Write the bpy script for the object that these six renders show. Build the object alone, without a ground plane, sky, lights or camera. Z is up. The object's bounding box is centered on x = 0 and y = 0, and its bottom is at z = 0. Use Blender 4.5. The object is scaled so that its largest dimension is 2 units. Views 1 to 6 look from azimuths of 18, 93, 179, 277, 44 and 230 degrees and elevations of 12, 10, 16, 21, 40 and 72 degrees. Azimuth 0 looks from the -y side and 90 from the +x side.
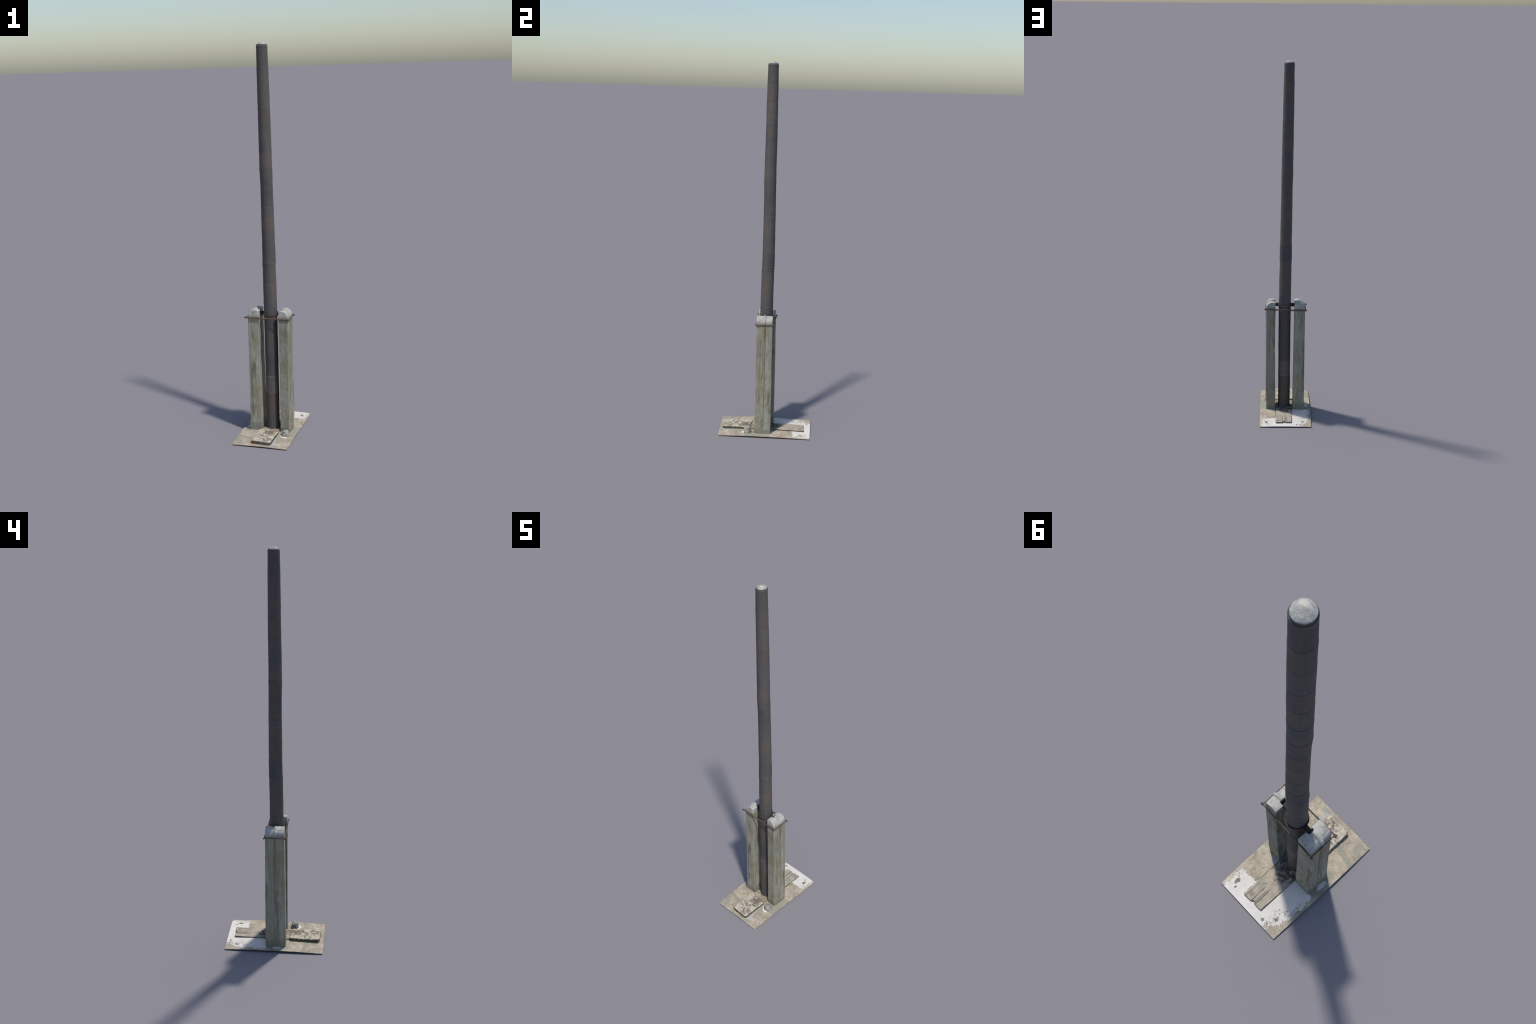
"""Weathered steel chimney pipe held between two concrete posts on a cement slab."""
import bpy, bmesh, math, random
from mathutils import Vector, noise

random.seed(7)
for o in list(bpy.data.objects):
    bpy.data.objects.remove(o)
COL = bpy.context.scene.collection


# ------------------------------------------------------------------ helpers
def fbm(p, scale, octaves=4):
    """Fractal noise, roughly -1..1."""
    q = Vector(p) * scale
    s, a = 0.0, 1.0
    for _ in range(octaves):
        s += a * noise.noise(q)
        q = q * 2.03 + Vector((3.1, 7.7, 1.3))
        a *= 0.5
    return s


def lerp(a, b, t):
    return a + (b - a) * t


def smooth(a, b, x):
    t = min(1.0, max(0.0, (x - a) / (b - a)))
    return t * t * (3 - 2 * t)


def along(table, x):
    """Piecewise-linear look-up in [(x, y), ...] sorted by x."""
    if x <= table[0][0]:
        return table[0][1]
    for (x0, y0), (x1, y1) in zip(table, table[1:]):
        if x <= x1:
            return lerp(y0, y1, (x - x0) / (x1 - x0))
    return table[-1][1]


def add(name, mesh, material, parent, angle=35):
    ob = bpy.data.objects.new(name, mesh)
    COL.objects.link(ob)
    ob.parent = parent
    if material:
        mesh.materials.append(material)
    for p in mesh.polygons:
        p.use_smooth = True
    mesh.set_sharp_from_angle(angle=math.radians(angle))
    return ob


def mesh_from(bm, name):
    bmesh.ops.recalc_face_normals(bm, faces=bm.faces)
    me = bpy.data.meshes.new(name)
    bm.to_mesh(me)
    bm.free()
    return me


def apply_modifiers(me, *mods):
    """mods: (type, {settings}); returns a new evaluated mesh."""
    ob = bpy.data.objects.new("tmp", me)
    COL.objects.link(ob)
    for kind, kw in mods:
        m = ob.modifiers.new(kind, kind)
        for k, v in kw.items():
            setattr(m, k, v)
    dg = bpy.context.evaluated_depsgraph_get()
    out = bpy.data.meshes.new_from_object(ob.evaluated_get(dg))
    bpy.data.objects.remove(ob)
    return out


def tube(spine, radius, sides=16, caps=True):
    """Closed tube along a list of points; radius is a number or a function of t."""
    bm = bmesh.new()
    rings = []
    n = len(spine)
    for i, p in enumerate(spine):
        p = Vector(p)
        d = (Vector(spine[min(i + 1, n - 1)]) - Vector(spine[max(i - 1, 0)])).normalized()
        ref = Vector((0, 0, 1)) if abs(d.z) < 0.8 else Vector((1, 0, 0))
        u = d.cross(ref).normalized()
        v = u.cross(d)
        r = radius(i / (n - 1)) if callable(radius) else radius
        ring = []
        for k in range(sides):
            a = 2 * math.pi * k / sides
            ring.append(bm.verts.new(p + u * (r * math.cos(a)) + v * (r * math.sin(a))))
        rings.append(ring)
    for a, b in zip(rings, rings[1:]):
        for k in range(sides):
            bm.faces.new((a[k], a[(k + 1) % sides], b[(k + 1) % sides], b[k]))
    if caps:
        bm.faces.new(rings[0])
        bm.faces.new(rings[-1])
    return bm


def revolve(profile, sides, centre):
    """Surface of revolution. profile: [(r, z)], centre: function z -> (x, y);
    r may be 0 at the ends."""
    bm = bmesh.new()
    rings = []
    for r, z in profile:
        cx, cy = centre(z)
        if r <= 1e-6:
            rings.append([bm.verts.new((cx, cy, z))])
        else:
            rings.append([bm.verts.new((cx + r * math.cos(2 * math.pi * k / sides),
                                        cy + r * math.sin(2 * math.pi * k / sides), z))
                          for k in range(sides)])
    for a, b in zip(rings, rings[1:]):
        for k in range(sides):
            k2 = (k + 1) % sides
            if len(a) == 1 and len(b) == 1:
                continue
            if len(a) == 1:
                bm.faces.new((a[0], b[k], b[k2]))
            elif len(b) == 1:
                bm.faces.new((a[k], a[k2], b[0]))
            else:
                bm.faces.new((a[k], a[k2], b[k2], b[k]))
    return bm


def roughen(me, amp, scale, octaves=4, seed=0.0, stretch=(1, 1, 1)):
    off = Vector((seed, seed * 1.7, seed * 0.6))
    ns = [v.normal.copy() for v in me.vertices]
    for v, n in zip(me.vertices, ns):
        p = Vector((v.co.x * stretch[0], v.co.y * stretch[1], v.co.z * stretch[2])) + off
        v.co += n * (amp * fbm(p, scale, octaves))
    me.update()


# ------------------------------------------------------------------ node shorthand
class Graph:
    def __init__(self, name):
        self.mat = bpy.data.materials.new(name)
        self.mat.use_nodes = True
        self.t = self.mat.node_tree
        self.t.nodes.clear()
        self.out = self.node("ShaderNodeOutputMaterial")
        self.bsdf = self.node("ShaderNodeBsdfPrincipled")
        self.t.links.new(self.bsdf.outputs[0], self.out.inputs[0])
        self.coord = self.node("ShaderNodeTexCoord").outputs["Object"]
        sep = self.node("ShaderNodeSeparateXYZ", self.coord)
        self.x, self.y, self.z = sep.outputs

    def node(self, kind, *inputs, **props):
        n = self.t.nodes.new(kind)
        for k, v in props.items():
            setattr(n, k, v)
        for i, v in enumerate(inputs):
            self.put(n.inputs[i], v)
        return n

    def put(self, socket, v):
        if isinstance(v, bpy.types.NodeSocket):
            self.t.links.new(v, socket)
        elif v is not None:
            socket.default_value = v

    def m(self, op, a, b=0.0, c=0.0, clamp=False):
        n = self.node("ShaderNodeMath", a, b, c, operation=op)
        n.use_clamp = clamp
        return n.outputs[0]

    def add(self, *v):
        r = v[0]
        for k in v[1:]:
            r = self.m("ADD", r, k)
        return r

    def mul(self, *v):
        r = v[0]
        for k in v[1:]:
            r = self.m("MULTIPLY", r, k)
        return r

    def mx(self, *v):
        r = v[0]
        for k in v[1:]:
            r = self.m("MAXIMUM", r, k)
        return r

    def sub(self, a, b):
        return self.m("SUBTRACT", a, b)

    def inv(self, a):
        return self.m("SUBTRACT", 1.0, a)

    def step(self, v, lo, hi, smoothed=True):
        n = self.node("ShaderNodeMapRange", v, lo, hi, 0.0, 1.0)
        n.interpolation_type = "SMOOTHSTEP" if smoothed else "LINEAR"
        return n.outputs[0]

    def scaled(self, sx, sy, sz, off=(0, 0, 0)):
        n = self.node("ShaderNodeMapping", self.coord)
        n.inputs["Location"].default_value = off
        n.inputs["Scale"].default_value = (sx, sy, sz)
        return n.outputs[0]

    def noise(self, scale, detail=4.0, rough=0.55, vec=None, distort=0.0, off=None):
        if off is not None:
            vec = self.scaled(1, 1, 1, off)
        n = self.node("ShaderNodeTexNoise")
        self.put(n.inputs["Vector"], vec if vec is not None else self.coord)
        n.inputs["Scale"].default_value = scale
        n.inputs["Detail"].default_value = detail
        n.inputs["Roughness"].default_value = rough
        n.inputs["Distortion"].default_value = distort
        return n.outputs["Fac"]

    def voronoi(self, scale, feature="F1", vec=None):
        n = self.node("ShaderNodeTexVoronoi", feature=feature)
        self.put(n.inputs["Vector"], vec if vec is not None else self.coord)
        n.inputs["Scale"].default_value = scale
        return n.outputs["Distance"]

    def mix(self, fac, a, b, mode="MIX"):
        n = self.node("ShaderNodeMix", data_type="RGBA", blend_type=mode)
        self.put(n.inputs[0], fac)
        for s, v in ((n.inputs[6], a), (n.inputs[7], b)):
            if isinstance(v, tuple) and len(v) == 3:
                v = (*v, 1.0)
            self.put(s, v)
        return n.outputs[2]

    def tint(self, colour, value):
        """colour multiplied by a grey value"""
        c = self.node("ShaderNodeCombineXYZ", value, value, value).outputs[0]
        return self.mix(1.0, colour, c, "MULTIPLY")

    def blob(self, cx, cy, rx, ry, wobble, edge=0.25):
        """soft-edged ellipse in plan with a ragged outline"""
        dx = self.mul(self.sub(self.x, cx), 1.0 / rx)
        dy = self.mul(self.sub(self.y, cy), 1.0 / ry)
        d = self.m("SQRT", self.add(self.mul(dx, dx), self.mul(dy, dy)))
        d = self.add(d, wobble)
        return self.inv(self.step(d, 1.0 - edge, 1.0 + edge))

    def band(self, v, lo, hi, soft):
        return self.mul(self.step(v, lo - soft, lo + soft), self.inv(self.step(v, hi - soft, hi + soft)))

    def finish(self, colour, rough=0.85, bump=None, strength=0.4, distance=0.002, metallic=0.0, spec=0.3):
        self.put(self.bsdf.inputs["Base Color"], colour)
        self.put(self.bsdf.inputs["Roughness"], rough)
        self.put(self.bsdf.inputs["Metallic"], metallic)
        self.bsdf.inputs["Specular IOR Level"].default_value = spec
        if bump is not None:
            b = self.node("ShaderNodeBump")
            b.inputs["Strength"].default_value = strength
            b.inputs["Distance"].default_value = distance
            self.put(b.inputs["Height"], bump)
            self.t.links.new(b.outputs[0], self.bsdf.inputs["Normal"])
        return self.mat


# ------------------------------------------------------------------ materials
def steel_material(name, base=(0.089, 0.083, 0.080), rust=(0.108, 0.088, 0.078), blue=(0.073, 0.074, 0.078),
                   random_tint=True, rust_amount=0.5):
    g = Graph(name)
    streak = g.noise(1.0, 5, 0.6, g.scaled(70, 70, 6))
    patch = g.noise(11, 4, 0.6)
    fine = g.noise(260, 3, 0.6)
    rings = g.noise(1.0, 3, 0.6, g.scaled(8, 8, 160))
    c = g.mix(g.step(patch, 0.42, 0.64), base, rust)
    c = g.mix(g.mul(g.step(g.noise(9, 3, 0.5, off=(4, 2, 9)), 0.5, 0.68), 0.75), c, blue)
    c = g.mix(g.mul(g.step(streak, 0.52, 0.72), rust_amount), c, rust)
    v = g.add(0.62, g.mul(streak, 0.30), g.mul(fine, 0.22), g.mul(rings, 0.24))
    if random_tint:
        info = g.node("ShaderNodeObjectInfo").outputs["Random"]
        v = g.mul(v, g.add(0.91, g.mul(info, 0.18)))
    c = g.tint(c, v)
    # small pale flecks of scale
    c = g.mix(g.mul(g.step(g.noise(120, 2, 0.5, off=(1, 5, 2)), 0.74, 0.80), 0.5), c, (0.30, 0.29, 0.28))
    return g.finish(c, 0.72, g.add(g.mul(fine, 0.5), g.mul(streak, 0.5)), 0.25, 0.001, spec=0.3)


def concrete_material(name, rust_y, seed, rust_colour, tone, rib_half, foot_z):
    """Grey-green cast concrete with vertical run-off stains, rust below the tie rods."""
    g = Graph(name)
    s = (seed, seed * 2, seed * 3)
    wide = g.noise(1.0, 4, 0.6, g.scaled(38, 38, 3.2, s))
    thin = g.noise(1.0, 5, 0.65, g.scaled(130, 130, 6.5, s))
    cloud = g.noise(15, 5, 0.6, off=s)
    fine = g.noise(330, 4, 0.65)
    pits = g.step(g.noise(210, 2, 0.5, off=s), 0.68, 0.76)
    grey, olive, pale, dark = (0.290, 0.280, 0.228), (0.250, 0.231, 0.156), (0.365, 0.352, 0.300), (0.108, 0.105, 0.082)
    c = g.mix(g.step(cloud, 0.38, 0.64), grey, olive)
    c = g.mix(g.mul(g.step(wide, 0.50, 0.66), 0.75), c, pale)
    c = g.mix(g.mul(g.step(thin, 0.52, 0.70), 0.62), c, dark)
    blot = g.mul(g.step(g.noise(1.0, 5, 0.65, g.scaled(26, 26, 5, (seed + 5, 3, 1))), 0.51, 0.64), 0.75)
    c = g.mix(blot, c, dark)
    # rust runs below the tie rods, fading downwards
    fade = g.step(g.z, 0.30, 0.61)
    run = g.m("ABSOLUTE", g.add(g.sub(g.y, rust_y), g.mul(g.sub(thin, 0.5), 0.008)))
    core = g.mul(g.inv(g.step(run, 0.002, 0.007)), fade, 0.75)
    side = g.mul(g.step(g.noise(1.0, 4, 0.6, g.scaled(60, 60, 2.2, (2, seed, 1))), 0.54, 0.66), fade, 0.5)
    under = g.inv(g.step(g.z, 0.612, 0.622))
    c = g.mix(g.mul(g.mx(core, side), under), c, rust_colour)
    # rib edges: thin grime lines, with the rib's shadow painted in
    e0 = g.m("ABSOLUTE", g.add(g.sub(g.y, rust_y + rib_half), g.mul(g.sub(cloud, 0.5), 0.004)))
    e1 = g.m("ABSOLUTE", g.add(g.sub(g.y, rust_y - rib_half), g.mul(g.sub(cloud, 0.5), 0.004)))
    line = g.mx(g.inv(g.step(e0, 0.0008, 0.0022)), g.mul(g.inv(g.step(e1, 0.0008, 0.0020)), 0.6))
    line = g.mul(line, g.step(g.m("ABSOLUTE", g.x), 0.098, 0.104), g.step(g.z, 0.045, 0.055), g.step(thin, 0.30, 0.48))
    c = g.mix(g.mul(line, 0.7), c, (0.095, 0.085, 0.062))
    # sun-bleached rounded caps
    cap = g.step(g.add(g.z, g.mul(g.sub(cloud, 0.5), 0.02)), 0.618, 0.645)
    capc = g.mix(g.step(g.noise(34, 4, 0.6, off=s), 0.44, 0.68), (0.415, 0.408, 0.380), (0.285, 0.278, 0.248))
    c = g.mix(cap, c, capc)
    # darker foot with an uneven upper edge
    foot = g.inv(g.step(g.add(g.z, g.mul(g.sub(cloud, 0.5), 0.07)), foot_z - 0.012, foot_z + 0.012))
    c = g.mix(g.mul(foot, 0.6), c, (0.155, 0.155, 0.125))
    c = g.mix(g.mul(pits, 0.45), c, (0.10, 0.10, 0.085))
    c = g.tint(c, g.mul(tone, g.add(0.80, g.mul(fine, 0.40))))
    return g.finish(c, 0.9, g.add(fine, g.mul(pits, -0.8), g.mul(thin, 0.6)), 0.5, 0.0015, spec=0.25)


def ground_slab_material():
    """Tan cement with flaking white paint, damp stripes and specks."""
    g = Graph("flaking_cement")
    fine = g.noise(240, 5, 0.7)
    mid = g.noise(55, 5, 0.65)
    big = g.noise(17, 4, 0.6)
    ragged = g.noise(48, 9, 0.74, distort=0.5)
    r = g.sub(ragged, 0.5)
    tan = g.mix(g.step(big, 0.36, 0.66), (0.50, 0.428, 0.330), (0.325, 0.280, 0.213))
    tan = g.mix(g.mul(g.step(mid, 0.5, 0.68), 0.5), tan, (0.25, 0.22, 0.172))
    tan = g.tint(tan, g.add(0.0, g.mul(fine, 1.0), g.mul(g.noise(110, 6, 0.75, off=(5, 5, 5)), 0.95)))
    # damp grey stripes
    damp_c = (0.275, 0.272, 0.225)
    left = g.mul(g.band(g.add(g.y, g.mul(g.x, 0.25), g.mul(r, 0.02)), -0.192, -0.170, 0.005), g.inv(g.step(g.x, -0.06, -0.04)))
    right = g.mul(g.band(g.add(g.y, g.mul(r, 0.05)), -0.112, 0.032, 0.010), g.step(g.x, 0.045, 0.075))
    blot = g.mx(g.blob(-0.115, -0.215, 0.018, 0.022, g.mul(r, 2.0), 0.5), g.blob(0.075, -0.232, 0.022, 0.010, g.mul(r, 2.0), 0.5),
                g.blob(-0.10, -0.01, 0.05, 0.07, g.mul(r, 1.2), 0.3))
    c = g.mix(g.mul(g.mx(left, right, blot), 0.72), tan, g.tint((*damp_c, 1), g.add(0.7, g.mul(fine, 0.6))))
    # white paint: two fields at the +y end, split by the plank slab
    edge = g.node("ShaderNodeFloatCurve", 1.0, g.mul(g.y, 4.0)).outputs[0]
    curve = g.t.nodes[-1].mapping.curves[0]
    pts = [(0.0, 0.13), (0.20, 0.13), (0.36, 0.137), (0.56, 0.127), (0.70, 0.126), (0.86, 0.109), (1.0, 0.094)]
    while len(curve.points) < len(pts):
        curve.points.new(0.5, 0.1)
    for p, (a, b) in zip(curve.points, pts):
        p.location = (a, b)
    g.t.nodes[-1].mapping.update()
    west = g.mul(g.step(g.add(g.x, edge, g.mul(r, 0.065)), -0.002, 0.002),
                 g.step(g.add(g.y, g.mul(r, 0.02)), 0.036, 0.042), g.inv(g.step(g.add(g.x, g.mul(g.step(g.y, 0.20, 0.212), -0.06)), 0.0, 0.01)))
    east = g.mul(g.step(g.add(g.y, g.mul(r, 0.075)), 0.153, 0.157), g.step(g.x, 0.03, 0.04))
    edge_flake = g.mul(g.step(g.add(g.x, g.mul(r, 0.12)), 0.128, 0.132), 0.9)
    east = g.mul(east, g.inv(edge_flake))
    paint = g.mx(west, east)
    # chipped holes and specks in the paint
    holes = g.mx(g.blob(0.109, 0.200, 0.007, 0.012, g.mul(r, 3.5), 0.12), g.blob(0.095, 0.221, 0.004, 0.006, g.mul(r, 4.0), 0.12),
                 g.blob(-0.062, 0.230, 0.006, 0.006, g.mul(r, 5.0), 0.12), g.blob(-0.10, 0.19, 0.008, 0.008, g.mul(r, 8.0), 0.2))
    speck_zone = g.mx(g.blob(-0.128, 0.13, 0.014, 0.075, g.mul(r, 2.0), 0.5), g.blob(-0.085, 0.235, 0.03, 0.015, g.mul(r, 2.0), 0.5), g.blob(-0.098, 0.175, 0.022, 0.05, g.mul(r, 3.0), 0.6), g.blob(0.125, 0.19, 0.02, 0.04, g.mul(r, 3.0), 0.6))
    specks = g.mul(g.step(g.noise(95, 8, 0.78), 0.535, 0.56), speck_zone)
    chipped = g.mul(paint, g.mx(holes, specks))
    c = g.mix(g.mul(chipped, 0.75), c, (0.165, 0.152, 0.120))
    paint = g.mul(paint, g.inv(chipped))
    # white spills elsewhere
    spill = g.mx(g.blob(0.092, -0.096, 0.026, 0.025, g.mul(r, 1.3), 0.12),
                 g.blob(-0.122, -0.015, 0.010, 0.022, g.mul(r, 3.0), 0.2))
    scrib = g.mul(g.blob(0.106, -0.172, 0.032, 0.045, 0.0, 0.4), g.step(g.noise(85, 5, 0.65, off=(3, 1, 0), distort=1.0), 0.56, 0.60))
    paint = g.mx(paint, spill, g.mul(scrib, 0.9))
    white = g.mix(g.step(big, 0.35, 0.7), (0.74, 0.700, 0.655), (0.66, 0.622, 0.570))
    white = g.tint(white, g.add(0.93, g.mul(fine, 0.12)))
    # grey lime wash beside the slabs
    wash = g.mul(g.band(g.add(g.sub(g.x, g.mul(g.sub(g.y, -0.075), -0.13)), g.mul(r, 0.022)), 0.03, 0.056, 0.002),
                 g.band(g.add(g.y, g.mul(r, 0.02)), -0.232, -0.085, 0.004))
    wash = g.mx(wash, g.mul(g.band(g.x, 0.045, 0.064, 0.002), g.band(g.y, 0.165, 0.222, 0.003)),
                g.blob(0.064, 0.044, 0.022, 0.020, g.mul(r, 2.0), 0.15))
    wash_gaps = g.step(g.noise(70, 7, 0.7, off=(2, 2, 0)), 0.50, 0.58)
    c = g.mix(g.mul(wash, g.inv(g.mul(wash_gaps, 0.8))), c, (0.40, 0.402, 0.392))
    c = g.mix(paint, c, white)
    # shadowed gap along the plank slab's sides, painted as dark broken bands
    gap_shade = g.mul(g.mx(g.band(g.add(g.x, g.mul(r, 0.004)), 0.0515, 0.0560, 0.0007), g.band(g.add(g.x, g.mul(r, 0.004)), -0.0385, -0.034, 0.0007)),
                 g.band(g.y, 0.03, 0.214, 0.003), g.step(g.noise(50, 4, 0.6, off=(9, 2, 1)), 0.34, 0.50))
    c = g.mix(g.mul(gap_shade, 0.85), c, (0.085, 0.078, 0.062))
    c = g.mix(g.mul(g.step(g.noise(170, 2, 0.5, off=(7, 0, 0)), 0.74, 0.78), 0.6), c, (0.13, 0.12, 0.10))
    return g.finish(c, 0.92, g.add(fine, g.mul(paint, 0.6)), 0.45, 0.0012, spec=0.2)


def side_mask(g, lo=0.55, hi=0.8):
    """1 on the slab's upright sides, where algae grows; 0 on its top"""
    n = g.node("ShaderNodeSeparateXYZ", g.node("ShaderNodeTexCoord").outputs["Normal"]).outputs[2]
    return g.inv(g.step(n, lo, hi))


def lichen_slab_material():
    g = Graph("lichen_stone")
    fine = g.noise(230, 5, 0.7)
    n1 = g.noise(30, 6, 0.68)
    n2 = g.noise(75, 5, 0.7, off=(3, 0, 1))
    base = g.mix(g.step(g.noise(22, 4, 0.6, off=(0, 4, 0)), 0.40, 0.62), (0.60, 0.515, 0.385), (0.50, 0.455, 0.37))
    base = g.mix(g.mul(g.step(g.noise(40, 4, 0.6, off=(8, 1, 0)), 0.55, 0.68), 0.7), base, (0.33, 0.335, 0.305))
    zone = g.mx(g.blob(0.012, -0.115, 0.050, 0.055, g.mul(g.sub(n1, 0.5), 1.2), 0.5), g.blob(0.020, -0.200, 0.036, 0.030, g.mul(g.sub(n1, 0.5), 1.2), 0.5),
                g.blob(-0.02, -0.165, 0.03, 0.02, g.mul(g.sub(n1, 0.5), 1.2), 0.5))
    black = g.mul(zone, g.step(g.add(g.mul(n1, 0.5), g.mul(n2, 0.5)), 0.44, 0.56))
    c = g.mix(g.mul(black, 0.85), base, (0.095, 0.085, 0.078))
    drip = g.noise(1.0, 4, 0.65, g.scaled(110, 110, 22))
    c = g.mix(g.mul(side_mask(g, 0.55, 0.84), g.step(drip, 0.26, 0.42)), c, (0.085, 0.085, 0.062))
    rust = g.mx(g.blob(-0.047, -0.226, 0.005, 0.006, g.mul(g.sub(n2, 0.5), 2.5), 0.3), g.blob(-0.030, -0.229, 0.003, 0.003, g.mul(g.sub(n2, 0.5), 2.5), 0.3))
    c = g.mix(g.mul(rust, 0.85), c, (0.30, 0.155, 0.065))
    c = g.tint(c, g.add(0.70, g.mul(fine, 0.6)))
    return g.finish(c, 0.95, g.add(fine, g.mul(n2, 0.8)), 0.6, 0.002, spec=0.2)


def plank_slab_material():
    g = Graph("grooved_stone")
    fine = g.noise(230, 5, 0.7)
    grain = g.noise(1.0, 5, 0.65, g.scaled(170, 14, 60))
    n1 = g.noise(34, 6, 0.68)
    c = g.mix(g.step(g.noise(26, 4, 0.6, off=(0, 4, 0)), 0.40, 0.62), (0.46, 0.40, 0.31), (0.37, 0.34, 0.28))
    c = g.mix(g.mul(g.step(grain, 0.50, 0.66), g.step(g.y, 0.10, 0.16), 0.6), c, (0.19, 0.175, 0.155))
    grooves = 0.0
    for gx, w in ((0.0150, 0.0014), (-0.0045, 0.0018), (0.0020, 0.0010), (0.0440, 0.0010), (0.0290, 0.0007)):
        off = g.m("ABSOLUTE", g.add(g.sub(g.x, gx), g.mul(g.sub(n1, 0.5), 0.004)))
        grooves = g.mx(grooves, g.inv(g.step(off, w * 0.4, w * 1.3)))
    c = g.mix(g.mul(grooves, g.step(g.add(g.y, g.mul(g.sub(grain, 0.5), 0.10)), 0.135, 0.155), g.step(grain, 0.32, 0.50), 0.8), c, (0.10, 0.092, 0.078))
    # black patchy stain around the foot of the pipe
    r = g.m("SQRT", g.add(g.mul(g.sub(g.x, 0.0), g.sub(g.x, 0.0)), g.mul(g.sub(g.y, 0.03), g.sub(g.y, 0.03))))
    foot_stain = g.mul(g.inv(g.step(g.add(r, g.mul(g.sub(n1, 0.5), 0.14)), 0.035, 0.085)), g.step(g.noise(60, 5, 0.7, off=(1, 1, 3)), 0.36, 0.55))
    c = g.mix(g.mul(foot_stain, 0.9), c, (0.055, 0.052, 0.048))
    c = g.mix(g.mul(g.step(g.noise(80, 5, 0.7, off=(5, 1, 3)), 0.60, 0.67), g.inv(g.step(g.y, 0.12, 0.18)), 0.8), c, (0.09, 0.085, 0.08))
    brown = g.mul(g.inv(g.step(g.y, -0.045, -0.02)), g.step(n1, 0.4, 0.6))
    c = g.mix(g.mul(brown, 0.6), c, (0.215, 0.150, 0.095))
    purple = g.blob(0.034, 0.196, 0.010, 0.010, g.mul(g.sub(n1, 0.5), 2.5), 0.6)
    c = g.mix(g.mul(purple, 0.6), c, (0.20, 0.155, 0.155))
    # curved reddish tide mark
    dx, dy = g.mul(g.sub(g.x, -0.002), 1.25), g.sub(g.y, 0.155)
    arc = g.m("SQRT", g.add(g.mul(dx, dx), g.mul(dy, dy)))
    arc = g.mul(g.band(g.add(arc, g.mul(g.sub(n1, 0.5), 0.008)), 0.0275, 0.0305, 0.0018), g.inv(g.step(g.x, 0.004, 0.010)), g.inv(g.step(g.y, 0.158, 0.166)))
    c = g.mix(g.mul(arc, 0.55), c, (0.42, 0.24, 0.15))
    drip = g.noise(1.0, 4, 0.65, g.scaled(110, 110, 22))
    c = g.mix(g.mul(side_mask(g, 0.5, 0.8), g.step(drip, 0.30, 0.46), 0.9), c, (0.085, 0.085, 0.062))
    c = g.tint(c, g.add(0.70, g.mul(fine, 0.6)))
    return g.finish(c, 0.95, g.add(fine, g.mul(grain, 0.6)), 0.5, 0.0015, spec=0.2)


def stone_material():
    g = Graph("grey_stone")
    n1 = g.noise(70, 5, 0.65)
    fine = g.noise(260, 4, 0.65)
    c = g.mix(g.step(n1, 0.40, 0.62), (0.36, 0.36, 0.325), (0.20, 0.19, 0.155))
    c = g.mix(g.mul(g.step(g.noise(85, 4, 0.6, off=(3, 3, 3)), 0.57, 0.66), 0.7), c, (0.42, 0.34, 0.25))
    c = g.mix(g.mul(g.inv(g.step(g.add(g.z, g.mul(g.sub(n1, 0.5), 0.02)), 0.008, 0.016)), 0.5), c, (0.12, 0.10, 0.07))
    c = g.tint(c, g.add(0.7, g.mul(fine, 0.6)))
    return g.finish(c, 0.92, g.add(fine, n1), 0.6, 0.002, spec=0.2)


def rust_rod_material():
    g = Graph("rusty_rod")
    n1 = g.noise(90, 5, 0.65)
    fine = g.noise(300, 3, 0.6)
    c = g.mix(g.step(n1, 0.40, 0.62), (0.105, 0.076, 0.061), (0.160, 0.104, 0.070))
    c = g.mix(g.mul(g.step(g.noise(60, 4, 0.6, off=(2, 6, 1)), 0.52, 0.66), 0.7), c, (0.066, 0.056, 0.052))
    c = g.tint(c, g.add(0.7, g.mul(fine, 0.6)))
    return g.finish(c, 0.8, fine, 0.4, 0.001)


def black_iron_material():
    g = Graph("black_iron")
    n1 = g.noise(90, 5, 0.65)
    c = g.mix(g.step(n1, 0.4, 0.65), (0.022, 0.023, 0.026), (0.05, 0.045, 0.042))
    return g.finish(c, 0.7, n1, 0.4, 0.001)


def cap_material():
    """Pale cement plug with brushed mortar patches."""
    g = Graph("pale_mortar")
    n1 = g.noise(75, 5, 0.62, distort=0.8)
    fine = g.noise(350, 4, 0.6)
    tone = g.voronoi(75)
    c = g.mix(g.step(n1, 0.40, 0.62), (0.42, 0.425, 0.415), (0.30, 0.30, 0.275))
    c = g.mix(g.mul(g.step(g.noise(110, 4, 0.6, off=(1, 2, 0)), 0.54, 0.66), 0.6), c, (0.47, 0.48, 0.49))
    c = g.mix(g.mul(g.step(tone, 0.5, 0.7), 0.4), c, (0.24, 0.24, 0.225))
    warm = g.blob(0.005, -0.017, 0.009, 0.008, g.mul(g.sub(n1, 0.5), 1.5), 0.6)
    c = g.mix(g.mul(warm, 0.75), c, (0.52, 0.48, 0.42))
    c = g.tint(c, g.add(0.82, g.mul(fine, 0.36)))
    return g.finish(c, 0.9, g.add(n1, fine), 0.5, 0.0015, spec=0.2)


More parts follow.
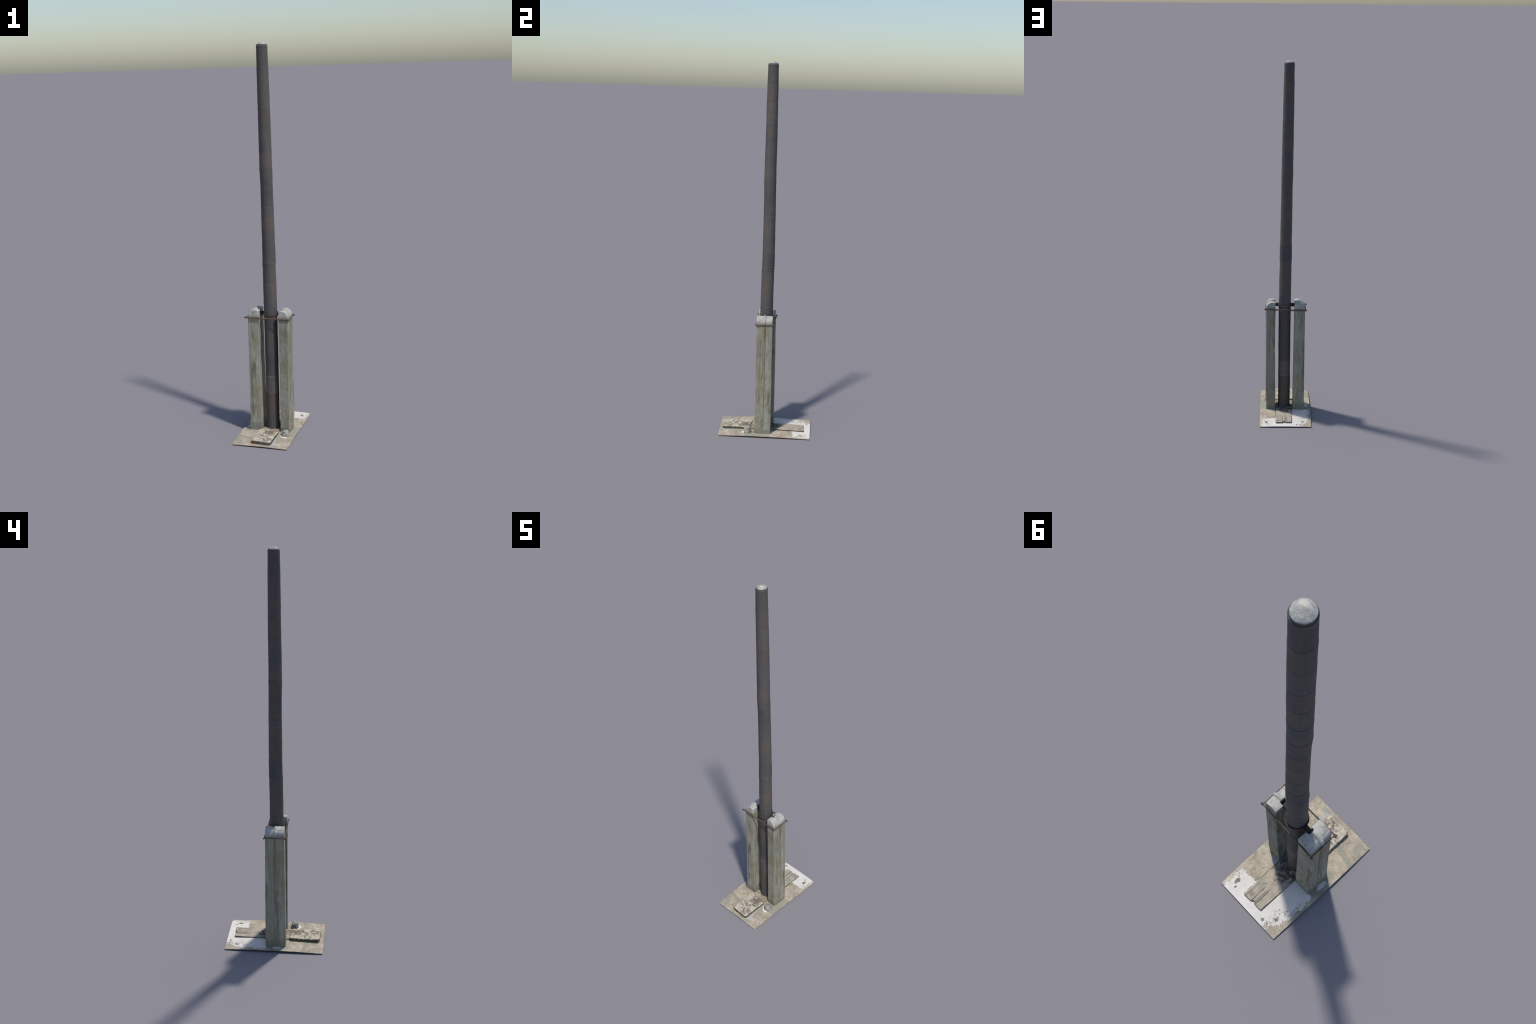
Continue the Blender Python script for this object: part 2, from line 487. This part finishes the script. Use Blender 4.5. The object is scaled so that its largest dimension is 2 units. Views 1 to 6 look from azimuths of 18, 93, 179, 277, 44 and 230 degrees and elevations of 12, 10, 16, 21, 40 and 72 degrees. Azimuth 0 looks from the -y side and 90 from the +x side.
MAT_STEEL = steel_material("weathered_steel")
MAT_PLATE = steel_material("blued_steel", base=(0.070, 0.072, 0.079), rust=(0.09, 0.080, 0.075), random_tint=False)
MAT_LIP = steel_material("brown_steel", base=(0.110, 0.088, 0.077), rust=(0.135, 0.098, 0.074), random_tint=False)
MAT_FOOT = steel_material("foot_steel", base=(0.092, 0.076, 0.066), rust=(0.118, 0.084, 0.064), random_tint=False)
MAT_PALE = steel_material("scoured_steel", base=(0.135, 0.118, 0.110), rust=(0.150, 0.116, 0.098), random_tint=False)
MAT_DARK = steel_material("smoked_steel", base=(0.088, 0.085, 0.084), rust=(0.112, 0.096, 0.086), random_tint=False)
SECTION_STEEL = {0: MAT_FOOT, 1: MAT_FOOT, 2: MAT_PALE, 6: MAT_DARK}
MAT_BASE = ground_slab_material()
MAT_LICHEN = lichen_slab_material()
MAT_PLANK = plank_slab_material()
MAT_STONE = stone_material()
MAT_ROD = rust_rod_material()
MAT_IRON = black_iron_material()
MAT_CAP = cap_material()

# ------------------------------------------------------------------ the thing
root = bpy.data.objects.new("chimney_pipe", None)
COL.objects.link(root)
root["label"] = "tall weathered steel pipe between two stained concrete posts"
root["category"] = "chimney pipe"

# ------------------------------------------------------------------ base slab
HALF_X, HALF_Y = 0.1440, 0.2495


def base_top(x, y):
    u, v = x / HALF_X, y / HALF_Y
    bow = (1 - v * v) * lerp(0.0048, 0.0072, 0.5 - 0.5 * u) + (1 - u * u) * 0.003
    return 0.0022 + bow + 0.0004 * fbm((x, y, 0), 40, 3)


def build_base():
    bm = bmesh.new()
    nx, ny = 96, 166
    top, bot = [], []
    for j in range(ny + 1):
        rt, rb = [], []
        for i in range(nx + 1):
            u, v = 2 * i / nx - 1, 2 * j / ny - 1
            y = v * HALF_Y
            x = u * HALF_X + (1 - v * v) * (0.0012 if u > 0 else 0.0025) * u
            z = base_top(x, y)
            rt.append(bm.verts.new((x, y, z)))
            rb.append(bm.verts.new((x, y, max(0.0, z - 0.0022))))
        top.append(rt)
        bot.append(rb)
    for j in range(ny):
        for i in range(nx):
            bm.faces.new((top[j][i], top[j][i + 1], top[j + 1][i + 1], top[j + 1][i]))
            bm.faces.new((bot[j][i], bot[j + 1][i], bot[j + 1][i + 1], bot[j][i + 1]))
    for j in range(ny):
        for i in (0, nx):
            bm.faces.new((top[j][i], top[j + 1][i], bot[j + 1][i], bot[j][i]))
    for i in range(nx):
        for j in (0, ny):
            bm.faces.new((top[j][i], top[j][i + 1], bot[j][i + 1], bot[j][i]))
    add("base_slab", mesh_from(bm, "base_slab"), MAT_BASE, root)


build_base()


# ------------------------------------------------------------------ slabs lying on the base
def slab(name, material, outline, top, bottom, res, amp, seed, detail, round_r, rim_w, rim_d):
    """A thick plate filling a four-sided outline (corner points in order), with a
    rounded rim and rounded corners; top(x, y, u, v) gives the height."""
    bm = bmesh.new()
    nx, ny = res
    c00, c10, c11, c01 = [Vector((*c, 0)) for c in outline]
    up, dn = [], []
    wide, deep = (c10 - c00).length, (c01 - c00).length

    def ease(t):            # crowd samples towards the rim
        return 0.5 - 0.5 * math.cos(math.pi * t) * (0.75 + 0.25 * abs(math.cos(math.pi * t)))

    for j in range(ny + 1):
        ru, rd = [], []
        for i in range(nx + 1):
            u, v = ease(i / nx), ease(j / ny)
            # pull the corners in to an arc, in metres from the middle
            q = Vector((abs(u - 0.5) * wide - wide / 2 + round_r, abs(v - 0.5) * deep - deep / 2 + round_r))
            if q.x > 0 and q.y > 0 and q.length > round_r:
                q *= round_r / q.length
                u = 0.5 + math.copysign((q.x + wide / 2 - round_r) / wide, u - 0.5)
                v = 0.5 + math.copysign((q.y + deep / 2 - round_r) / deep, v - 0.5)
            inside = round_r - (Vector((max(q.x, 0), max(q.y, 0))).length if max(q) > 0 else max(q))
            p = lerp(lerp(c00, c10, u), lerp(c01, c11, u), v)
            ragged = detail * fbm((p.x, p.y, seed), 55, 4)
            inset = Vector((0, 0, 0))
            if i in (0, nx):
                inset.x = ragged
            if j in (0, ny):
                inset.y = ragged
            e = min(1.0, max(0.0, inside) / rim_w)
            z = top(p.x, p.y, u, v) - rim_d * (1 - math.sqrt(1 - (1 - e) ** 2)) + amp * fbm((p.x, p.y, seed + 3), 60, 5)
            ru.append(bm.verts.new((p.x + inset.x, p.y + inset.y, z)))
            rd.append(bm.verts.new((p.x + inset.x, p.y + inset.y, bottom)))
        up.append(ru)
        dn.append(rd)
    for j in range(ny):
        for i in range(nx):
            bm.faces.new((up[j][i], up[j][i + 1], up[j + 1][i + 1], up[j + 1][i]))
            bm.faces.new((dn[j][i], dn[j + 1][i], dn[j + 1][i + 1], dn[j][i + 1]))
    for j in range(ny):
        for i in (0, nx):
            bm.faces.new((up[j][i], up[j + 1][i], dn[j + 1][i], dn[j][i]))
    for i in range(nx):
        for j in (0, ny):
            bm.faces.new((up[j][i], up[j][i + 1], dn[j][i + 1], dn[j][i]))
    return add(name, mesh_from(bm, name), material, root, 50)


def lichen_top(x, y, u, v):
    z = lerp(0.0262, 0.0232, u) - 0.003 * smooth(0.55, 1.0, v) * u
    z += 0.0012 * fbm((x, y, 2), 26, 3)
    z -= 0.0020 * smooth(0.35, 0.6, fbm((x, y, 7.5), 45, 3))
    return z


slab("lichen_slab", MAT_LICHEN, [(-0.049, -0.230), (0.052, -0.231), (0.056, -0.080), (-0.049, -0.074)],
     lichen_top, 0.0022, (84, 120), 0.0011, 1.0, 0.0024, 0.010, 0.006, 0.0042)


def plank_top(x, y, u, v):
    z = lerp(0.0165, 0.0150, smooth(0.3, 1, v))
    end = smooth(0.125, 0.150, y)
    # two long grooves either side of a central ridge, one shallow line near the +x edge
    for gx, w, d in ((0.0150, 0.0016, 0.0022), (-0.0045, 0.0022, 0.0026), (0.0020, 0.0012, 0.0010), (0.0440, 0.0012, 0.0014)):
        z -= d * end * math.exp(-((x - gx - 0.0006 * fbm((x, y, 4), 60, 2)) / w) ** 2)
    z += 0.0014 * end * math.exp(-((x - 0.0065) / 0.005) ** 2)
    # broken bite in the middle of the far end
    z -= 0.012 * smooth(0.2055, 0.2100, y) * math.exp(-((x - 0.006) / 0.0065) ** 2)
    # crumbled, cracked part round the pipe
    crack = abs(fbm((x, y, 9), 38, 3))
    z -= 0.0022 * (1 - smooth(0.0, 0.07, crack)) * (1 - smooth(0.05, 0.10, y))
    z += 0.0016 * fbm((x, y, 5), 45, 4) * (1 - smooth(0.05, 0.12, y))
    return z


slab("plank_slab", MAT_PLANK, [(-0.044, -0.086), (0.050, -0.086), (0.0535, 0.2165), (-0.0345, 0.2120)],
     plank_top, 0.0022, (110, 230), 0.0004, 5.0, 0.0010, 0.004, 0.0035, 0.0020)


# ------------------------------------------------------------------ loose stone
def build_stone():
    bm = bmesh.new()
    bmesh.ops.create_icosphere(bm, subdivisions=5, radius=1.0)
    for v in bm.verts:
        d = v.co.normalized()
        # faceted boulder: clip a ball by a handful of planes
        r = 1.22
        for n, k in (((0, 0, 1), 0.98), ((0.95, -0.25, 0.22), 0.93), ((0.7, 0.7, 0.2), 1.0), ((-0.1, 1, 0.22), 0.93), ((-0.75, 0.6, 0.25), 0.98),
                     ((-1, -0.1, 0.25), 0.93), ((-0.6, -0.8, 0.3), 0.97), ((0.15, -1, 0.16), 0.93), ((0.5, -0.5, 0.8), 1.02), ((-0.4, 0.2, 0.9), 0.97)):
            n = Vector(n).normalized()
            dn = d.dot(n)
            if dn > 0.05:
                r = min(r, k / dn)
        r *= 1 + 0.03 * fbm(d, 2.6, 4)
        v.co = Vector((0.0945 + 0.0220 * d.x * r, -0.0920 + 0.0195 * d.y * r, 0.0150 + 0.0225 * d.z * r))
        if v.co.z < 0.003:
            v.co.z = 0.003
    add("stone", mesh_from(bm, "stone"), MAT_STONE, root, 60)


build_stone()


# broken mortar between the front slab and the pipe
def build_rubble():
    rng = random.Random(21)
    bm = bmesh.new()
    for _ in range(26):
        cx, cy = rng.uniform(-0.040, 0.046), rng.uniform(-0.082, -0.046)
        size = rng.uniform(0.004, 0.0095)
        turn = rng.uniform(0, math.pi)
        made = bmesh.ops.create_icosphere(bm, subdivisions=3, radius=1.0)["verts"]
        shift = Vector((rng.uniform(0, 9), rng.uniform(0, 9), 0))
        for v in made:
            d = v.co.normalized()
            r = min([1.15] + [0.85 / d.dot(n) for n in (Vector((1, 0.2, 0.1)).normalized(), Vector((-0.8, 0.5, 0)).normalized(),
                              Vector((0.1, -1, 0.2)).normalized(), Vector((0, 0, 1))) if d.dot(n) > 0.1])
            r *= 1 + 0.12 * fbm(d + shift, 2.0, 3)
            x, y = d.x * r * size, d.y * r * size * 0.65
            v.co = Vector((cx + x * math.cos(turn) - y * math.sin(turn), cy + x * math.sin(turn) + y * math.cos(turn),
                           0.0150 + d.z * r * min(size * 0.55, 0.0042)))
    ob = add("rubble", mesh_from(bm, "rubble"), MAT_PLANK, root, 40)
    ob["kind"] = "stuff"


build_rubble()

# ------------------------------------------------------------------ concrete posts
# corner positions (inner x, outer x, low y, high y) at the foot and at the shoulder
POSTS = [
    dict(inner=[(0, 0.0570), (0.08, 0.0580), (0.2, 0.0605), (0.62, 0.0615)],
         low=[(0, 0.1065), (0.07, 0.1063), (0.3, 0.1078), (0.62, 0.1110)], high=[(0, 0.1085), (0.06, 0.1085), (0.075, 0.1110), (0.62, 0.1120)],
         y0=[(0, -0.0535), (0.62, -0.0555)], y1=[(0, 0.0340), (0.62, 0.0293)], bulge=0.0022, rib=(-0.0120, 0.0062, 0.0054),
         notch=(-0.0215, -0.0010, 0.0780), plinth=0.0, seed=1.0, rough=0.0012, rib_low=0.050, rust=(0.165, 0.140, 0.088), tone=1.0, foot_z=0.030),
    dict(inner=[(0, -0.0440), (0.62, -0.0470)],
         low=[(0, -0.1085), (0.02, -0.1060), (0.06, -0.1045), (0.27, -0.1028), (0.62, -0.1020)], high=[(0, -0.1095), (0.08, -0.1075), (0.62, -0.1055)],
         y0=[(0, -0.0590), (0.62, -0.0548)], y1=[(0, 0.0435), (0.62, 0.0380)], bulge=0.0022, rib=(-0.0108, 0.0072, 0.0066),
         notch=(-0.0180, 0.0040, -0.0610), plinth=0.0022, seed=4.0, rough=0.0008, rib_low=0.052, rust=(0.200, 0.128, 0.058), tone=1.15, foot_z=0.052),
]
SHOULDER, CROWN = 0.626, 0.6605


def build_post(p):
    nu, nv = 26, 40
    zs = [0.004 + (SHOULDER - 0.004) * k / 60 for k in range(61)]
    bm = bmesh.new()
    sgn = 1 if p["inner"][0][1] > 0 else -1

    def corner(z):
        return along(p["inner"], z), along(p["low"], z), along(p["high"], z), along(p["y0"], z), along(p["y1"], z)

    def outer(z, v):
        _, lo, hi, _, _ = corner(z)
        return lerp(lo, hi, v) + sgn * p["bulge"] * 4 * v * (1 - v)

    def crown(u, v):
        """height of the rounded head above the shoulder; u = 0 inner, 1 outer"""
        q = max(0.0, (u - 0.30) / 0.70)
        h = math.sqrt(max(0.0, 1 - q * q))
        h *= 1 - 0.10 * max(0.0, (0.30 - u) / 0.30) ** 2
        return (CROWN - SHOULDER) * h

    us = [math.sin(0.5 * math.pi * i / nu) for i in range(nu + 1)]
    cols = {}
    # top surface
    xi, _, _, y0, y1 = corner(SHOULDER)
    tops = [[bm.verts.new((lerp(xi, outer(SHOULDER, j / nv), u), lerp(y0, y1, j / nv), SHOULDER + crown(u, j / nv))) for u in us] for j in range(nv + 1)]
    for j in range(nv):
        for i in range(nu):
            bm.faces.new((tops[j][i], tops[j][i + 1], tops[j + 1][i + 1], tops[j + 1][i]))
    # sides: perimeter loop dropped level by level
    loop = [(i, 0) for i in range(nu)] + [(nu, j) for j in range(nv)] + [(i, nv) for i in range(nu, 0, -1)] + [(0, j) for j in range(nv, 0, -1)]
    prev = [tops[j][i] for i, j in loop]
    for z in reversed(zs):
        xi, _, _, y0, y1 = corner(z)
        flare = sgn * p["plinth"] * (1 - smooth(0.045, 0.060, z))
        drop = 1e-4 if z == zs[-1] else 0
        ring = [bm.verts.new((lerp(xi, outer(z, j / nv) + flare, us[i]), lerp(y0, y1, j / nv), z - drop)) for i, j in loop]
        n = len(loop)
        for k in range(n):
            bm.faces.new((prev[k], prev[(k + 1) % n], ring[(k + 1) % n], ring[k]))
        prev = ring
    bm.faces.new(prev)
    body = mesh_from(bm, "body")

    # rib: a half-round moulding that climbs the outer face and runs over the head
    yc, half, tall = p["rib"]
    xi, _, _, y0, y1 = corner(SHOULDER)
    rv = (yc - y0) / (y1 - y0)
    xo = outer(SHOULDER, rv)
    path = []
    for k in range(24):
        z = lerp(p["rib_low"], SHOULDER, k / 23)
        path.append((outer(z, rv) - sgn * 0.001, z, sgn, 0.0))
    for k in range(1, 20):
        a = 0.5 * math.pi * k / 19
        u = 0.30 + 0.70 * math.cos(a)
        path.append((lerp(xi, xo, u), SHOULDER + (CROWN - SHOULDER) * math.sin(a), sgn * math.cos(a), math.sin(a)))
    bm = bmesh.new()
    rings = []
    for x, z, dx, dz in path:
        ring = []
        for k in range(14):
            a = 2 * math.pi * k / 14
            out = tall * math.sin(a) * (0.62 if dz == 0 else lerp(0.62, 1.0, smooth(0.0, 0.35, dz)))
            side = half * math.copysign(abs(math.cos(a)) ** 0.85, math.cos(a))
            ring.append(bm.verts.new((x + dx * out, yc + side, z + dz * out)))
        rings.append(ring)
    for a, b in zip(rings, rings[1:]):
        for k in range(14):
            bm.faces.new((a[k], a[(k + 1) % 14], b[(k + 1) % 14], b[k]))
    bm.faces.new(rings[0])
    bm.faces.new(rings[-1])
    rib = mesh_from(bm, "rib")

    # notch at the inner edge of the head, where the bracket bar sits
    n0, n1, nx = p["notch"]
    bm = bmesh.new()
    bmesh.ops.create_cube(bm, size=1.0)
    far = xi - sgn * 0.02
    for v in bm.verts:
        v.co = Vector((nx if v.co.x * sgn > 0 else far, n1 if v.co.y > 0 else n0, 0.72 if v.co.z > 0 else 0.630))
    cut = mesh_from(bm, "cut")

    ob_cut = bpy.data.objects.new("tmp_cut", cut)
    COL.objects.link(ob_cut)
    body = apply_modifiers(body, ("BOOLEAN", dict(object=ob_cut, operation="DIFFERENCE", solver="EXACT")))
    bpy.data.objects.remove(ob_cut)
    bm = bmesh.new()
    bm.from_mesh(body)
    bm.from_mesh(rib)
    both = bpy.data.meshes.new("both")
    bm.to_mesh(both)
    bm.free()
    me = apply_modifiers(both, ("REMESH", dict(mode="VOXEL", voxel_size=0.0015, use_smooth_shade=True)),
                         ("SMOOTH", dict(factor=0.5, iterations=2)))
    # cast irregularities, chipped arrises
    roughen(me, 0.0010, 13, 3, p["seed"], (1, 1, 0.35))
    roughen(me, p["rough"] * 0.6, 70, 4, p["seed"] + 2, (1, 1, 0.6))
    # weathered, chipped heads
    head = [(v, v.normal.copy()) for v in me.vertices if v.co.z > 0.628]
    for v, n in head:
        k = smooth(0.628, 0.642, v.co.z)
        q = v.co + Vector((p["seed"], 0, 0))
        v.co += n * (k * (0.0008 * fbm(q, 36, 3) - 0.0008 * smooth(0.22, 0.42, fbm(q + Vector((0, 4, 2)), 48, 2))))
    foot = [(v, v.normal.copy()) for v in me.vertices if v.co.z < 0.06]
    for v, n in foot:
        v.co += n * (0.0011 * (1 - smooth(0.03, 0.06, v.co.z)) * fbm(v.co, 120, 3))
    me.materials.clear()
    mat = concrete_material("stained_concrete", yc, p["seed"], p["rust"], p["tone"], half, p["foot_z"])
    return add("concrete_post", me, mat, root, 180)


for p in POSTS:
    build_post(p)

# ------------------------------------------------------------------ the pipe
# joints from foot to top: height, axis x, axis y, outer radius
JOINTS = [
    (0.014, 0.0055, -0.0090, 0.0335), (0.112, 0.0055, -0.0090, 0.0336), (0.210, 0.0058, -0.0090, 0.0337),
    (0.308, 0.0060, -0.0090, 0.0336), (0.406, 0.0063, -0.0090, 0.0336), (0.507, 0.0066, -0.0090, 0.0337),
    (0.632, 0.0064, -0.0090, 0.0336), (0.701, 0.0062, -0.0088, 0.0335), (0.799, 0.0058, -0.0088, 0.0335), (0.902, 0.0049, -0.0080, 0.0330),
    (0.995, 0.0049, -0.0070, 0.0325), (1.094, 0.0043, -0.0070, 0.0326), (1.196, 0.0038, -0.0071, 0.0316),
    (1.292, 0.0030, -0.0080, 0.0308), (1.388, 0.0020, -0.0094, 0.0314), (1.488, 0.0012, -0.0090, 0.0308),
    (1.590, 0.0006, -0.0082, 0.0303), (1.688, -0.0002, -0.0082, 0.0299), (1.785, -0.0010, -0.0088, 0.0292),
    (1.884, -0.0020, -0.0090, 0.0283), (1.9825, -0.0030, -0.0090, 0.0271),
]


# the measured radii sit a hair inside the rolled edges
JOINTS = [(z, x + 0.0008 * (1 - smooth(0.7, 1.0, z)), y - 0.0005 * smooth(1.3, 1.5, z) * (1 - smooth(1.8, 1.9, z)),
           r + 0.0005 * smooth(0.9, 1.5, z) + 0.0005 * (1 - smooth(0.8, 1.0, z))) for z, x, y, r in JOINTS]


def axis(z):
    return (along([(j[0], j[1]) for j in JOINTS], z), along([(j[0], j[2]) for j in JOINTS], z))


SIDES = 72
for k, (a, b) in enumerate(zip(JOINTS, JOINTS[1:])):
    z0, z1 = a[0], b[0]
    r0, r1 = a[3], b[3]
    dz = random.uniform(-0.0002, 0.0002)
    lip = 0.0004 + random.uniform(-0.0002, 0.0004)
    n = 22
    prof = [(r0 - 0.0035, z0 + 0.0010), (r0 - 0.0012, z0 - 0.0002), (r0 - 0.0004, z0 + 0.0006)]
    for i in range(n + 1):
        t = i / n
        z = lerp(z0 + 0.003, z1 - 0.003, t)
        flare = lip * smooth(0.80, 1.0, t) - 0.0003 * (1 - smooth(0.0, 0.15, t))
        prof.append((lerp(r0, r1, t) + flare, z))
    prof += [(r1 + lip, z1 - 0.0012), (r1 + lip - 0.0005, z1 - 0.0001), (r1 - 0.0008, z1), (r1 - 0.0035, z1 - 0.0010)]
    bm = revolve(prof, SIDES, axis)
    # slight dents and wavy seams
    for v in bm.verts:
        cx, cy = axis(v.co.z)
        d = Vector((v.co.x - cx, v.co.y - cy, 0))
        d.normalize()
        v.co += d * (0.0007 * fbm((v.co.x, v.co.y, v.co.z * 0.8), 16, 3))
        if k > 0:
            v.co.z += 0.0007 * fbm((v.co.x, v.co.y, round(v.co.z * 20) * 0.4), 28, 2) * (1 - smooth(1.9, 1.97, v.co.z))
    bmesh.ops.contextual_create(bm, geom=[e for e in bm.edges if e.is_boundary])
    add("pipe_section", mesh_from(bm, "pipe_section"), SECTION_STEEL.get(k, MAT_STEEL), root, 28)

# steel core behind the seams, closing the pipe
bm = revolve([(0.0, 0.012)] + [(j[3] - 0.0009, j[0]) for j in JOINTS[:-1]] + [(0.0262, 1.981), (0.0, 1.981)], SIDES, axis)
add("pipe_core", mesh_from(bm, "pipe_core"), MAT_STEEL, root, 30)

# crimped band round the pipe at the ninth seam
bm = revolve([(0.031, 0.8965), (0.0336, 0.8965), (0.0346, 0.8985), (0.0344, 0.9035), (0.0336, 0.9055), (0.031, 0.9055)], SIDES, axis)
for v in bm.verts:
    v.co.z += 0.0014 * fbm((v.co.x, v.co.y, 0), 24, 3)
add("pipe_band", mesh_from(bm, "pipe_band"), MAT_STEEL, root, 40)


# repair plate wrapped round the +y half of one section, with wavy upright edges
def build_plate():
    bm = bmesh.new()
    n, m = 48, 30
    outer, inner = [], []
    for j in range(m + 1):
        z = lerp(0.9075, 0.9925, j / m)
        cx, cy = axis(z)
        a0 = -0.02 + 0.05 * math.sin(z * 95) + 0.03 * math.sin(z * 230)
        a1 = math.pi * 1.02 + 0.04 * math.sin(z * 120 + 1)
        ro = []
        ri = []
        for i in range(n + 1):
            a = lerp(a0, a1, i / n)
            r = along([(q[0], q[3]) for q in JOINTS], z) + 0.0013 - 0.0005 * (1 if i in (0, n) or j in (0, m) else 0)
            ro.append(bm.verts.new((cx + r * math.cos(a), cy + r * math.sin(a), z)))
            ri.append(bm.verts.new((cx + (r - 0.003) * math.cos(a), cy + (r - 0.003) * math.sin(a), z)))
        outer.append(ro)
        inner.append(ri)
    for j in range(m):
        for i in range(n):
            bm.faces.new((outer[j][i], outer[j][i + 1], outer[j + 1][i + 1], outer[j + 1][i]))
            bm.faces.new((inner[j][i], inner[j + 1][i], inner[j + 1][i + 1], inner[j][i + 1]))
        for i in (0, n):
            bm.faces.new((outer[j][i], outer[j + 1][i], inner[j + 1][i], inner[j][i]))
    for i in range(n):
        for j in (0, m):
            bm.faces.new((outer[j][i], outer[j][i + 1], inner[j][i + 1], inner[j][i]))
    add("repair_plate", mesh_from(bm, "repair_plate"), MAT_PLATE, root, 40)


build_plate()

# top plug: a dark neck and a pale mortar dome
bm = revolve([(0.0, 1.978), (0.0261, 1.978), (0.0259, 1.9876), (0.0250, 1.9888), (0.0, 1.9888)], SIDES, axis)
add("neck", mesh_from(bm, "neck"), MAT_STEEL, root, 40)
prof = [(0.0, 1.984), (0.0248, 1.984), (0.0251, 1.9892)]
for i in range(1, 16):
    t = i / 15
    prof.append((0.0251 * (1 - t), 1.9892 + 0.0108 * (1 - (1 - t) ** 2.0) ** 0.9))
bm = revolve(prof, 64, axis)
for v in bm.verts:
    if v.co.z > 1.986:
        rr = Vector((v.co.x + 0.003, v.co.y + 0.009)).length
        v.co.z += 0.0007 * fbm(v.co, 75, 3) * smooth(0.0, 0.008, rr)
        v.co.x += 0.0005 * fbm(v.co, 110, 2)
        v.co.y += 0.0005 * fbm(v.co + Vector((1, 0, 0)), 110, 2)
        v.co.z = min(v.co.z, 2.0)
add("cap", mesh_from(bm, "cap"), MAT_CAP, root, 60)

# collar where the upper pipe sits in the lower one: outer band, open gap, rolled lip
bm = revolve([(0.0330, 0.6275), (0.0362, 0.6270), (0.0376, 0.6300), (0.0378, 0.6345), (0.0386, 0.6385), (0.0394, 0.6410),
              (0.0392, 0.6432), (0.0380, 0.6436), (0.0366, 0.6420), (0.0350, 0.6360), (0.0330, 0.6350)], SIDES, axis)
bmesh.ops.contextual_create(bm, geom=[e for e in bm.edges if e.is_boundary])
add("collar", mesh_from(bm, "collar"), MAT_LIP, root, 40)

# foot flange
bm = revolve([(0.030, 0.012), (0.0362, 0.012), (0.0368, 0.0150), (0.0362, 0.0185), (0.0345, 0.0215), (0.030, 0.0215)], SIDES, axis)
add("foot_flange", mesh_from(bm, "foot_flange"), MAT_LIP, root, 40)


# bracket bars from the collar into the post notches
def bar(x0, x1, yc, wide, z0, z1):
    bm = bmesh.new()
    bmesh.ops.create_cube(bm, size=1.0)
    for v in bm.verts:
        t = v.co.x + 0.5
        v.co = Vector((lerp(x0, x1, t), yc + v.co.y * wide * lerp(1.3, 1.0, t), lerp(z0, z1, v.co.z + 0.5)))
    me = mesh_from(bm, "bracket_bar")
    me = apply_modifiers(me, ("BEVEL", dict(width=0.0018, segments=3)))
    add("bracket_bar", me, MAT_IRON, root, 40)


bar(0.0400, 0.0775, -0.0112, 0.0135, 0.6300, 0.6460)
bar(-0.0280, -0.0605, -0.0075, 0.0150, 0.6290, 0.6460)


# tie rods clamping the posts, with nuts and stub ends
def rod(p0, p1, r, sag=0.0, seed=0.0, flat=1.0):
    pts = []
    for i in range(49):
        t = i / 48
        p = lerp(Vector(p0), Vector(p1), t)
        p.z -= sag * 4 * t * (1 - t)
        p += Vector((0.0004 * noise.noise((t * 5, seed, 0)), 0.0004 * noise.noise((t * 5, seed, 4)), 0.0007 * noise.noise((t * 5, seed, 8))))
        pts.append(p)
    bm = tube(pts, lambda t: r * (1 + 0.06 * noise.noise((t * 18, seed, 1))), 14)
    for v in bm.verts:          # flat bars: squeeze across
        line = lerp(p0[1], p1[1], (v.co.x - p0[0]) / (p1[0] - p0[0])) if flat < 1 else 0
        v.co.y = line + (v.co.y - line) * flat
    add("tie_rod", mesh_from(bm, "tie_rod"), MAT_ROD, root, 60)


def nut(p, axis_vec, r, length):
    d = Vector(axis_vec).normalized()
    bm = tube([Vector(p) - d * length / 2, Vector(p) + d * length / 2], r, 6)
    me = apply_modifiers(mesh_from(bm, "rod_nut"), ("BEVEL", dict(width=r * 0.18, segments=2)))
    add("rod_nut", me, MAT_ROD, root, 40)


rod((-0.1155, -0.0605, 0.6225), (0.1180, -0.0585, 0.6200), 0.0046, 0.001, 1, 0.5)
rod((-0.1165, 0.0425, 0.6195), (0.1225, 0.0350, 0.6225), 0.0043, 0.001, 2, 0.5)
rod((0.1165, -0.0630, 0.6190), (0.1165, 0.0390, 0.6210), 0.0021, 0.0, 3)
rod((-0.1105, -0.0645, 0.6205), (-0.1105, 0.0470, 0.6195), 0.0022, 0.0, 4)
nut((-0.1150, -0.0605, 0.6225), (1, 0, 0.02), 0.0054, 0.007)
nut((0.1165, -0.0590, 0.6200), (1, 0, 0), 0.0042, 0.004)
nut((0.1205, 0.0352, 0.6225), (1, 0, 0), 0.0044, 0.006)
nut((-0.1150, 0.0425, 0.6195), (1, 0, 0), 0.0042, 0.005)
